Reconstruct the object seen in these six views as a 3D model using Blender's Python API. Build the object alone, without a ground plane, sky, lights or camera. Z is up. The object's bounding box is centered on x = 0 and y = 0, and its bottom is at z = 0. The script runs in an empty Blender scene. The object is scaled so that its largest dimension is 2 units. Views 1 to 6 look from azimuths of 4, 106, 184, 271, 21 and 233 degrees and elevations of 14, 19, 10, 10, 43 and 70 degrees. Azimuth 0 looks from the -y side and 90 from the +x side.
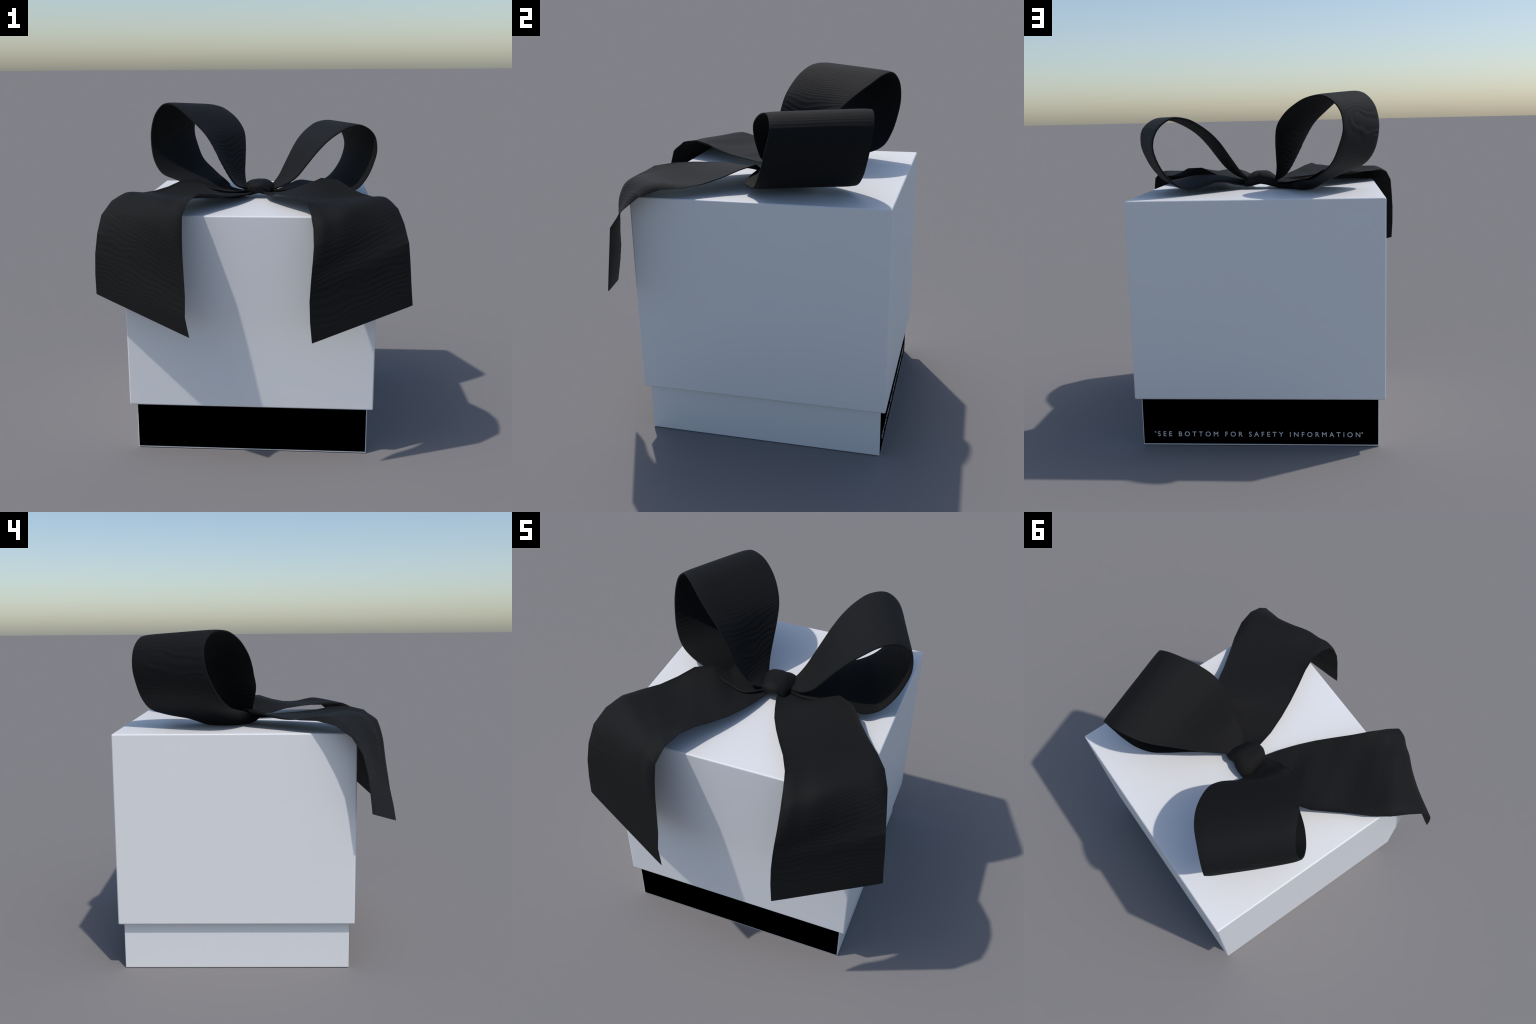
"""White two-piece gift box with a black ribbon bow, black printed panels and lettering."""
import bpy, bmesh, math
import numpy as np
from mathutils import Vector, noise

# ------------------------------------------------------------------ materials
def principled(name):
    m = bpy.data.materials.new(name)
    m.use_nodes = True
    nt = m.node_tree
    return m, nt, nt.nodes["Principled BSDF"]

def card_white():
    m, nt, b = principled("white_card")
    tc = nt.nodes.new("ShaderNodeTexCoord")
    n = nt.nodes.new("ShaderNodeTexNoise"); n.inputs["Scale"].default_value = 3.0
    n.inputs["Detail"].default_value = 3.0
    r = nt.nodes.new("ShaderNodeValToRGB")
    r.color_ramp.elements[0].color = (*WHITE_A, 1); r.color_ramp.elements[0].position = 0.3
    r.color_ramp.elements[1].color = (*WHITE_B, 1); r.color_ramp.elements[1].position = 0.7
    nt.links.new(tc.outputs["Object"], n.inputs["Vector"])
    nt.links.new(n.outputs["Fac"], r.inputs["Fac"])
    nt.links.new(r.outputs["Color"], b.inputs["Base Color"])
    b.inputs["Roughness"].default_value = 0.5
    b.inputs["Specular IOR Level"].default_value = 0.5
    return m

def flat_black():
    m, nt, b = principled("black_print")
    b.inputs["Base Color"].default_value = (0.0, 0.0, 0.0, 1)
    b.inputs["Roughness"].default_value = 1.0
    b.inputs["Specular IOR Level"].default_value = 0.0
    return m

def ribbon_cloth():
    """Matt black woven ribbon; the ribs are geometry, this adds only yarn grain."""
    m, nt, b = principled("black_ribbon")
    tc = nt.nodes.new("ShaderNodeTexCoord")
    n = nt.nodes.new("ShaderNodeTexNoise")
    n.inputs["Scale"].default_value = 160.0; n.inputs["Detail"].default_value = 2.0
    r = nt.nodes.new("ShaderNodeValToRGB")
    r.color_ramp.elements[0].color = (*BLACK_A, 1); r.color_ramp.elements[0].position = 0.3
    r.color_ramp.elements[1].color = (*BLACK_B, 1); r.color_ramp.elements[1].position = 0.7
    nt.links.new(tc.outputs["Object"], n.inputs["Vector"])
    nt.links.new(n.outputs["Fac"], r.inputs["Fac"])
    nt.links.new(r.outputs["Color"], b.inputs["Base Color"])
    b.inputs["Roughness"].default_value = 0.8
    b.inputs["Specular IOR Level"].default_value = 0.27
    return m

WHITE_A = (0.797, 0.797, 0.797); WHITE_B = (0.803, 0.803, 0.803)
BLACK_A = (0.0038, 0.0038, 0.0039); BLACK_B = (0.0047, 0.0047, 0.0048)

# ------------------------------------------------------------------ helpers
def link(name, mesh, parent, mat=None):
    o = bpy.data.objects.new(name, mesh)
    bpy.context.scene.collection.objects.link(o)
    o.parent = parent
    if mat: mesh.materials.append(mat)
    return o

def from_bm(name, bm, parent, mat, smooth=True, bevel=0.0):
    bmesh.ops.recalc_face_normals(bm, faces=bm.faces)
    if bevel:
        bmesh.ops.bevel(bm, geom=[e for e in bm.edges if e.calc_face_angle(0) > 0.5],
                        offset=bevel, segments=3, profile=0.5, affect="EDGES")
    me = bpy.data.meshes.new(name)
    bm.to_mesh(me); bm.free()
    if smooth:
        me.shade_smooth()
    o = link(name, me, parent, mat)
    if bevel:
        w = o.modifiers.new("weighted_normal", "WEIGHTED_NORMAL"); w.mode = "FACE_AREA"; w.weight = 100
    return o

def box_bm(x0, x1, y0, y1, z0, z1, bm=None):
    bm = bm or bmesh.new()
    v = [bm.verts.new((x, y, z)) for z in (z0, z1) for y in (y0, y1) for x in (x0, x1)]
    for f in ((0, 2, 3, 1), (4, 5, 7, 6), (0, 1, 5, 4), (2, 6, 7, 3), (0, 4, 6, 2), (1, 3, 7, 5)):
        bm.faces.new([v[i] for i in f])
    return bm

def catmull(pts, n):
    """n samples, evenly spaced by arc length, of a centripetal-free Catmull-Rom curve through pts."""
    p = np.array(pts, float)
    p = np.vstack([2 * p[0] - p[1], p, 2 * p[-1] - p[-2]])
    out = []
    for i in range(1, len(p) - 2):
        a, b, c, d = p[i - 1:i + 3]
        for t in np.linspace(0, 1, 24, endpoint=False):
            out.append(0.5 * (2 * b + (c - a) * t + (2 * a - 5 * b + 4 * c - d) * t * t
                              + (3 * b - a - 3 * c + d) * t ** 3))
    out.append(p[-2])
    return even(np.array(out), n)

def even(p, n):
    s = np.r_[0, np.cumsum(np.linalg.norm(np.diff(p, axis=0), axis=1))]
    t = np.linspace(0, s[-1], n)
    return np.stack([np.interp(t, s, p[:, k]) for k in range(3)], 1)

def bump(t, c, w):
    return np.exp(-((t - c) / w) ** 2)

def smooth_noise(seed, u, v):
    """Cheap repeatable wavy field in about -1..1 from a few seeded sine waves."""
    rng = np.random.RandomState(seed)
    f = 0
    for k in range(6):
        a, b = rng.uniform(-1, 1, 2) * (2 + 2.2 * k)
        f = f + np.sin(a * u + b * v + rng.uniform(0, 6.28)) / (1 + 0.6 * k)
    return f / 2.2

def rest_on_lid(P, gap):
    """Cloth cannot pass through the card: push points that fall inside the lid out of its nearest face."""
    x, y, z = (P[..., k].copy() for k in range(3))
    depth = np.stack([LID["z1"] + gap - z, y - LID["y0"] + gap, x - LID["x0"] + gap, LID["x1"] + gap - x,
                      LID["y1"] + gap - y], -1)
    inside = np.all(depth > 0, axis=-1)
    k = np.argmin(depth, axis=-1); d = np.min(depth, axis=-1)
    z = np.where(inside & (k == 0), z + d, z)
    y = np.where(inside & (k == 1), y - d, y)
    x = np.where(inside & (k == 2), x - d, np.where(inside & (k == 3), x + d, x))
    return np.stack([x, y, z], -1)

def band(name, edge_a, edge_b, parent, mat, thick, bow, away_from, seed,
         pitch=0.0125, relief=0.017, across=56, swirl=False, crisp=None):
    """Cloth strip lofted between two edge curves.
    bow(t, w): offset of the cross-section along the outward normal;
    ribs across the strip are real relief, tight where it lies flat and stretched where it hangs."""
    A, B = edge_a, edge_b
    n, m = len(A), across + 1
    t = np.linspace(0, 1, n)[:, None]
    w = np.linspace(0, 1, m)[None, :]
    P = A[:, None, :] * (1 - w[..., None]) + B[:, None, :] * w[..., None]
    if crisp is not None:                            # faceted selvedges, smooth cloth between
        e = np.abs(2 * w - 1)[..., None] ** 5
        P = P + e * np.where((w < 0.5)[..., None], (crisp[0] - A)[:, None, :], (crisp[1] - B)[:, None, :])
    def normals(P):
        N = np.cross(np.gradient(P, axis=0), np.gradient(P, axis=1))
        N /= np.linalg.norm(N, axis=2, keepdims=True) + 1e-9
        if np.mean(np.sum(N * (P - np.array(away_from)), axis=2)) < 0: N = -N
        return N
    N = normals(P)
    Ns = N.copy()                                    # calm the guide normals along the length
    for _ in range(30):
        Ns[1:-1] = (Ns[:-2] + Ns[1:-1] * 2 + Ns[2:]) / 4
    Ns /= np.linalg.norm(Ns, axis=2, keepdims=True) + 1e-9
    P = P + Ns * bow(t, w)[..., None]
    for _ in range(3):                               # spread each push so the cloth rests softly
        D = rest_on_lid(P, thick / 2 + 0.002) - P
        S = D.copy()
        for _ in range(60):
            S[1:-1] = (S[:-2] + 2 * S[1:-1] + S[2:]) / 4
        for _ in range(12):
            S[:, 1:-1] = (S[:, :-2] + 2 * S[:, 1:-1] + S[:, 2:]) / 4
        if np.abs(S).max() > 1e-9:
            P = P + S * min(3.0, np.abs(D).max() / np.abs(S).max())
    P = rest_on_lid(P, thick / 2 + 0.001)
    N = normals(P)
    # rib phase from horizontal run, with wandering lines
    mid = P[:, m // 2]
    d = np.gradient(mid, axis=0)
    run = np.sqrt(d[:, 0] ** 2 + d[:, 1] ** 2 + (0.36 * d[:, 2]) ** 2)
    full = np.linalg.norm(d, axis=1)
    stretch = (full / (run + 1e-9))[:, None]
    s = np.cumsum(full)[:, None]
    if swirl:          # lines turn back on themselves where the loop turns, leaving closed rings
        out = mid[:, :2] - np.array(KNOT[:2]); out /= np.linalg.norm(out, axis=1, keepdims=True) + 1e-9
        signed = np.sum(d[:, :2] * out, axis=1)
        run = np.clip(np.abs(signed), full * 0.25, None)
        stretch = (full / run)[:, None]
        phase = np.cumsum(signed)[:, None] / pitch
    else:
        phase = np.cumsum(run)[:, None] / pitch
    wander = smooth_noise(seed, s * (8.0 if swirl else 4.5), w * (1.1 if swirl else 2.2)) * (0.35 + 0.55 * np.clip(stretch - 1, 0, 2.3))
    wander = wander + 0.05 * smooth_noise(seed + 5, s * 30, w * 9)
    rib = np.sin(2 * np.pi * (phase + wander)) * pitch * stretch * relief
    rib = rib * np.clip(np.minimum(t, 1 - t) * 14, 0, 1) * np.clip(np.minimum(w, 1 - w) * 14 + 0.15, 0, 1)
    P = P + N * rib[..., None]
    edge = np.sqrt(np.clip(1 - (2 * w - 1) ** 10, 0.2, 1))[..., None]   # rounded selvedge
    top = P + N * thick / 2 * edge
    bot = P - N * thick / 2 * edge
    verts = np.vstack([top.reshape(-1, 3), bot.reshape(-1, 3)])
    o = n * m
    g = np.arange(n * m).reshape(n, m)
    a, b, c, e = g[:-1, :-1].ravel(), g[1:, :-1].ravel(), g[1:, 1:].ravel(), g[:-1, 1:].ravel()
    quads = [np.stack([a, b, c, e], 1), np.stack([a, e, c, b], 1) + o]
    for j, flip in ((0, False), (m - 1, True)):
        q = np.stack([g[:-1, j], g[:-1, j] + o, g[1:, j] + o, g[1:, j]], 1)
        quads.append(q[:, ::-1] if flip else q)
    for i, flip in ((0, True), (n - 1, False)):
        q = np.stack([g[i, :-1], g[i, :-1] + o, g[i, 1:] + o, g[i, 1:]], 1)
        quads.append(q[:, ::-1] if flip else q)
    quads = np.vstack(quads)
    me = bpy.data.meshes.new(name)
    me.from_pydata(verts.tolist(), [], quads.tolist())
    me.update()
    bm = bmesh.new(); bm.from_mesh(me)
    bmesh.ops.recalc_face_normals(bm, faces=bm.faces)
    bm.to_mesh(me); bm.free()
    me.shade_smooth()
    me.set_sharp_from_angle(angle=math.radians(60))
    return link(name, me, parent, mat)

# ------------------------------------------------------------------ measurements (metres)
LID = dict(x0=-0.730, x1=0.690, y0=-0.5485, y1=0.846, z0=0.284, z1=1.416)
BASE = dict(x0=-0.694, x1=0.658, y0=-0.520, y1=0.817, z0=0.0, z1=1.37)

# edge curves of the bow, knot to knot for the loops, knot to tip for the tails
LA = [(-0.030, 0.090, 1.475), (-0.100, 0.055, 1.487), (-0.160, 0.052, 1.515), (-0.231, 0.031, 1.638), (-0.280, 0.043, 1.728), (-0.337, 0.060, 1.813), (-0.409, 0.089, 1.882), (-0.482, 0.131, 1.942), (-0.555, 0.191, 1.983), (-0.628, 0.262, 1.980), (-0.690, 0.307, 1.914), (-0.717, 0.307, 1.815), (-0.713, 0.279, 1.716), (-0.687, 0.234, 1.627), (-0.632, 0.180, 1.560), (-0.547, 0.128, 1.532), (-0.452, 0.091, 1.514), (-0.355, 0.058, 1.497), (-0.259, 0.023, 1.481), (-0.159, -0.001, 1.473), (-0.060, 0.060, 1.475)]
LB = [(-0.030, 0.170, 1.455), (-0.088, 0.203, 1.462), (-0.111, 0.275, 1.539), (-0.113, 0.333, 1.628), (-0.115, 0.393, 1.715), (-0.129, 0.462, 1.794), (-0.171, 0.535, 1.857), (-0.232, 0.605, 1.908), (-0.311, 0.663, 1.948), (-0.404, 0.707, 1.952), (-0.479, 0.740, 1.889), (-0.502, 0.748, 1.788), (-0.478, 0.733, 1.686), (-0.436, 0.706, 1.593), (-0.364, 0.666, 1.527), (-0.310, 0.588, 1.495), (-0.272, 0.490, 1.489), (-0.227, 0.396, 1.471), (-0.197, 0.295, 1.457), (-0.130, 0.235, 1.448), (-0.040, 0.180, 1.450)]
RA = [(0.020, 0.130, 1.463), (0.073, 0.118, 1.465), (0.154, 0.078, 1.495), (0.229, 0.056, 1.548), (0.290, 0.051, 1.621), (0.350, 0.053, 1.696), (0.415, 0.070, 1.763), (0.486, 0.110, 1.813), (0.559, 0.161, 1.846), (0.640, 0.211, 1.848), (0.709, 0.237, 1.792), (0.726, 0.219, 1.702), (0.703, 0.191, 1.614), (0.663, 0.156, 1.535), (0.603, 0.115, 1.474), (0.532, 0.054, 1.476), (0.439, 0.052, 1.494), (0.344, 0.057, 1.500), (0.249, 0.050, 1.492), (0.158, 0.067, 1.475), (0.073, 0.109, 1.463), (0.020, 0.125, 1.462)]
RB = [(0.020, 0.170, 1.470), (0.070, 0.215, 1.482), (0.111, 0.286, 1.527), (0.141, 0.354, 1.583), (0.172, 0.419, 1.643), (0.204, 0.483, 1.703), (0.241, 0.550, 1.756), (0.290, 0.615, 1.803), (0.354, 0.669, 1.842), (0.438, 0.708, 1.849), (0.510, 0.723, 1.795), (0.544, 0.716, 1.711), (0.530, 0.697, 1.622), (0.490, 0.673, 1.541), (0.431, 0.637, 1.478), (0.363, 0.582, 1.453), (0.303, 0.512, 1.464), (0.247, 0.439, 1.482), (0.195, 0.362, 1.478), (0.143, 0.287, 1.459), (0.087, 0.213, 1.445), (0.020, 0.170, 1.450)]
TLI = [(-0.041, 0.058, 1.452), (-0.068, -0.047, 1.459), (-0.105, -0.148, 1.470), (-0.149, -0.247, 1.481), (-0.201, -0.341, 1.498), (-0.256, -0.432, 1.521), (-0.303, -0.528, 1.532), (-0.342, -0.627, 1.510), (-0.363, -0.708, 1.443), (-0.362, -0.737, 1.340), (-0.358, -0.759, 1.233), (-0.352, -0.778, 1.126), (-0.345, -0.797, 1.020), (-0.344, -0.822, 0.914), (-0.320, -0.844, 0.811)]
TLO = [(-0.030, 0.140, 1.455), (-0.090, 0.142, 1.448), (-0.160, 0.145, 1.450), (-0.296, 0.136, 1.473), (-0.393, 0.104, 1.523), (-0.486, 0.039, 1.529), (-0.553, -0.050, 1.504), (-0.623, -0.139, 1.490), (-0.702, -0.223, 1.488), (-0.770, -0.314, 1.491), (-0.818, -0.415, 1.469), (-0.854, -0.504, 1.407), (-0.867, -0.562, 1.316), (-0.876, -0.592, 1.206), (-0.877, -0.608, 1.092), (-0.872, -0.622, 0.981)]
TRI = [(0.023, 0.037, 1.463), (0.053, -0.069, 1.456), (0.089, -0.170, 1.483), (0.137, -0.270, 1.494), (0.191, -0.367, 1.503), (0.249, -0.462, 1.506), (0.297, -0.561, 1.495), (0.320, -0.648, 1.446), (0.334, -0.719, 1.381), (0.337, -0.766, 1.297), (0.331, -0.791, 1.205), (0.324, -0.801, 1.108), (0.318, -0.805, 1.009), (0.322, -0.820, 0.899), (0.333, -0.836, 0.789)]
TRO = [(0.081, 0.175, 1.441), (0.179, 0.118, 1.458), (0.279, 0.076, 1.495), (0.382, 0.072, 1.544), (0.481, 0.017, 1.539), (0.548, -0.070, 1.506), (0.620, -0.156, 1.483), (0.693, -0.244, 1.475), (0.755, -0.341, 1.477), (0.800, -0.441, 1.446), (0.828, -0.528, 1.376), (0.850, -0.591, 1.285), (0.861, -0.600, 1.171), (0.869, -0.611, 1.057), (0.879, -0.620, 0.942)]

# ------------------------------------------------------------------ build
root = bpy.data.objects.new("gift_box", None)
bpy.context.scene.collection.objects.link(root)
root["label"] = "white square gift box with wide black ribbon bow"
root["category"] = "gift box"

white, black = card_white(), flat_black()

# lid: open-bottomed card shell
bm = box_bm(LID["x0"], LID["x1"], LID["y0"], LID["y1"], LID["z0"], LID["z1"])
bmesh.ops.recalc_face_normals(bm, faces=bm.faces)
under = min(bm.faces, key=lambda f: f.calc_center_median().z)
wall = 0.022
r = bmesh.ops.inset_region(bm, faces=[under], thickness=wall)
r = bmesh.ops.extrude_face_region(bm, geom=[under])
bmesh.ops.translate(bm, vec=(0, 0, LID["z1"] - LID["z0"] - wall),
                    verts=[g for g in r["geom"] if isinstance(g, bmesh.types.BMVert)])
bmesh.ops.delete(bm, geom=[under], context="FACES")
from_bm("lid", bm, root, white, bevel=0.009)

base = from_bm("base", box_bm(**{k: BASE[k] for k in ("x0", "x1", "y0", "y1", "z0", "z1")}),
               root, white, bevel=0.004)
# black printed panels on the two long faces that show below the lid
px0, px1 = BASE["x0"] + 0.005, BASE["x1"] - 0.005
for y in (BASE["y0"], BASE["y1"]):
    s = -1 if y < 0 else 1
    ya, yb = sorted((y - 0.002 * s, y + 0.0012 * s))
    from_bm("black_panel", box_bm(px0, px1, ya, yb, 0.009, 1.30), base, black, smooth=False)

# lettering on the back panel: a line of capitals between two small raised stars
def text_mesh(body, size, spacing):
    cu = bpy.data.curves.new("lettering", "FONT")
    cu.body = body; cu.size = size; cu.space_character = spacing; cu.space_word = 0.85
    cu.extrude = 0.0006; cu.resolution_u = 4
    tmp = bpy.data.objects.new("lettering_curve", cu)
    bpy.context.scene.collection.objects.link(tmp)
    bpy.context.view_layer.update()
    me = bpy.data.meshes.new_from_object(tmp)
    bpy.data.objects.remove(tmp); bpy.data.curves.remove(cu)
    return me, np.array([v.co[:] for v in me.vertices])

def on_back(me, co, x_left, z_base, sx=1.0):
    """Stand the text on the +y face so that it reads from behind; x_left is its reading start."""
    x0, z0 = co[:, 0].min(), co[:, 1].min()
    for v in me.vertices:
        v.co = (x_left - (v.co.x - x0) * sx, BASE["y1"] + 0.0018 + v.co.z, z_base + v.co.y - z0)
    me.update()
    return link("lettering", me, base, white)

LINE, WIDTH = "SEE BOTTOM FOR SAFETY INFORMATION", 1.160
size = 0.0415
w1 = np.ptp(text_mesh(LINE, size, 1.0)[1][:, 0]); w2 = np.ptp(text_mesh(LINE, size, 1.5)[1][:, 0])
squeeze = 0.97
me, co = text_mesh(LINE, size, 1.0 + 0.5 * (WIDTH / squeeze - w1) / (w2 - w1))
on_back(me, co, 0.572, 0.0535, squeeze)
for x in (0.590, -0.594):
    me, co = text_mesh("*", 0.024, 1.0)
    on_back(me, co, x, 0.0735)

# bow -------------------------------------------------------------
cloth = ribbon_cloth()
arc = lambda w: (4 * w * (1 - w)) ** 0.8

def bow_left(t, w):
    return arc(w) * (-0.036 * bump(t, 0.16, 0.11) + 0.005 * bump(t, 0.60, 0.13) + 0.078 * bump(t, 0.87, 0.10)) + 0.003
def bow_right(t, w):
    return arc(w) * (-0.015 * bump(t, 0.15, 0.09) - 0.004 * bump(t, 0.60, 0.13) + 0.004 * bump(t, 0.88, 0.08)) + 0.003
def drape(*keys):
    """Cross-section bow of a tail: (distance along, height) keys for hollow on the lid, crest, hanging part."""
    kt, kh = zip(*keys)
    def f(t, w):
        h = np.interp(t[:, 0], kt, kh)
        for _ in range(400):
            h[1:-1] = (h[:-2] + 2 * h[1:-1] + h[2:]) / 4
        ripple = 0.004 * np.sin(w * 17 + 2 * np.sin(w * 5)) * bump(t, 0.60, 0.10)
        return ripple * np.clip(w * (1 - w) * 12, 0, 1) + (4 * w * (1 - w)) ** 0.55 * h[:, None]
    return f
fall_left = drape((0, 0), (0.12, -0.008), (0.30, -0.046), (0.42, -0.038), (0.50, 0.004), (0.58, 0.046), (0.65, 0.046),
                  (0.70, 0.022), (0.76, -0.002), (0.83, -0.012), (0.92, -0.006), (1, 0))
fall_right = drape((0, 0), (0.12, -0.004), (0.30, -0.022), (0.42, -0.022), (0.50, 0.012), (0.59, 0.060), (0.68, 0.020),
                   (0.75, -0.012), (0.83, -0.002), (0.92, -0.005), (1, 0))

KNOT = (0.0, 0.137, 1.47)
MIDDLE = (0.0, 0.15, 0.8)
band("bow_loop", catmull(LA, 900), catmull(LB, 900), root, cloth, 0.016, bow_left, (-0.37, 0.36, 1.70), 3, swirl=True, relief=0.021)
band("bow_loop", catmull(RA, 860), catmull(RB, 860), root, cloth, 0.016, bow_right, (0.42, 0.36, 1.65), 8, swirl=True, relief=0.014)
band("ribbon_tail", catmull(TLI, 700), catmull(TLO, 700), root, cloth, 0.007, fall_left, MIDDLE, 14,
     crisp=(even(np.array(TLI), 700), even(np.array(TLO), 700)))
band("ribbon_tail", catmull(TRI, 700), catmull(TRO, 700), root, cloth, 0.007, fall_right, MIDDLE, 21,
     crisp=(even(np.array(TRI), 700), even(np.array(TRO), 700)))

# knot: a flat band wrapped once round the gathered strands, boxy, creased, hollow underneath
n_x, n_v = 120, 160
X0, X1 = -0.094, 0.088
bm = bmesh.new()
rings = []
for i in range(n_x + 1):
    u = i / n_x
    x = X0 + (X1 - X0) * u
    e = abs(2 * u - 1)
    full = (1 - e ** 4) ** 0.40 if e < 1 else 0.0            # squared-off ends
    full = 0.62 + 0.38 * full
    top = 1.527 - 0.030 * e ** 2.2 - 0.010 * max(0, 2 * u - 1) ** 2
    low = 1.442 - 0.024 * e ** 1.5
    mid, hz = (top + low) / 2, (top - low) / 2
    lean = 0.022 * (u - 0.5)                                 # the wrap runs slightly askew
    ring = []
    for j in range(n_v):
        a = 2 * math.pi * j / n_v
        c, s_ = math.cos(a), math.sin(a)
        yy = math.copysign(abs(c) ** 0.76, c); zz = math.copysign(abs(s_) ** 0.82, s_)
        p = Vector((u * 3.0, yy, zz))
        k = full * (1 + 0.09 * noise.noise(p * 1.1 + Vector((4, 2, 9))))
        k *= 1 - 0.012 * math.exp(-((u - 0.30 - 0.10 * yy) / 0.035) ** 2)    # creases along the turns
        k *= 1 - 0.012 * math.exp(-((u - 0.66 + 0.14 * zz) / 0.030) ** 2)
        k *= 1 - 0.10 * max(0, yy) * math.exp(-((u - 0.58) / 0.10) ** 2)     # tuck at the back
        k *= 1 + 0.006 * math.sin(yy * 22 + 3 * u + 2 * noise.noise(p * 1.5))
        ring.append(bm.verts.new((x + lean * yy * 1.5, 0.137 + yy * 0.099 * k, mid + zz * hz * k)))
    rings.append(ring)
for r0, r1 in zip(rings[:-1], rings[1:]):
    for j in range(n_v):
        bm.faces.new((r0[j], r0[(j + 1) % n_v], r1[(j + 1) % n_v], r1[j]))
for ring, dx in ((rings[0], 0.012), (rings[-1], -0.012)):
    c = bm.verts.new(sum((v.co for v in ring), Vector()) / n_v + Vector((dx, 0, 0)))
    for j in range(n_v):
        bm.faces.new((ring[j], ring[(j + 1) % n_v], c))
from_bm("bow_knot", bm, root, cloth)
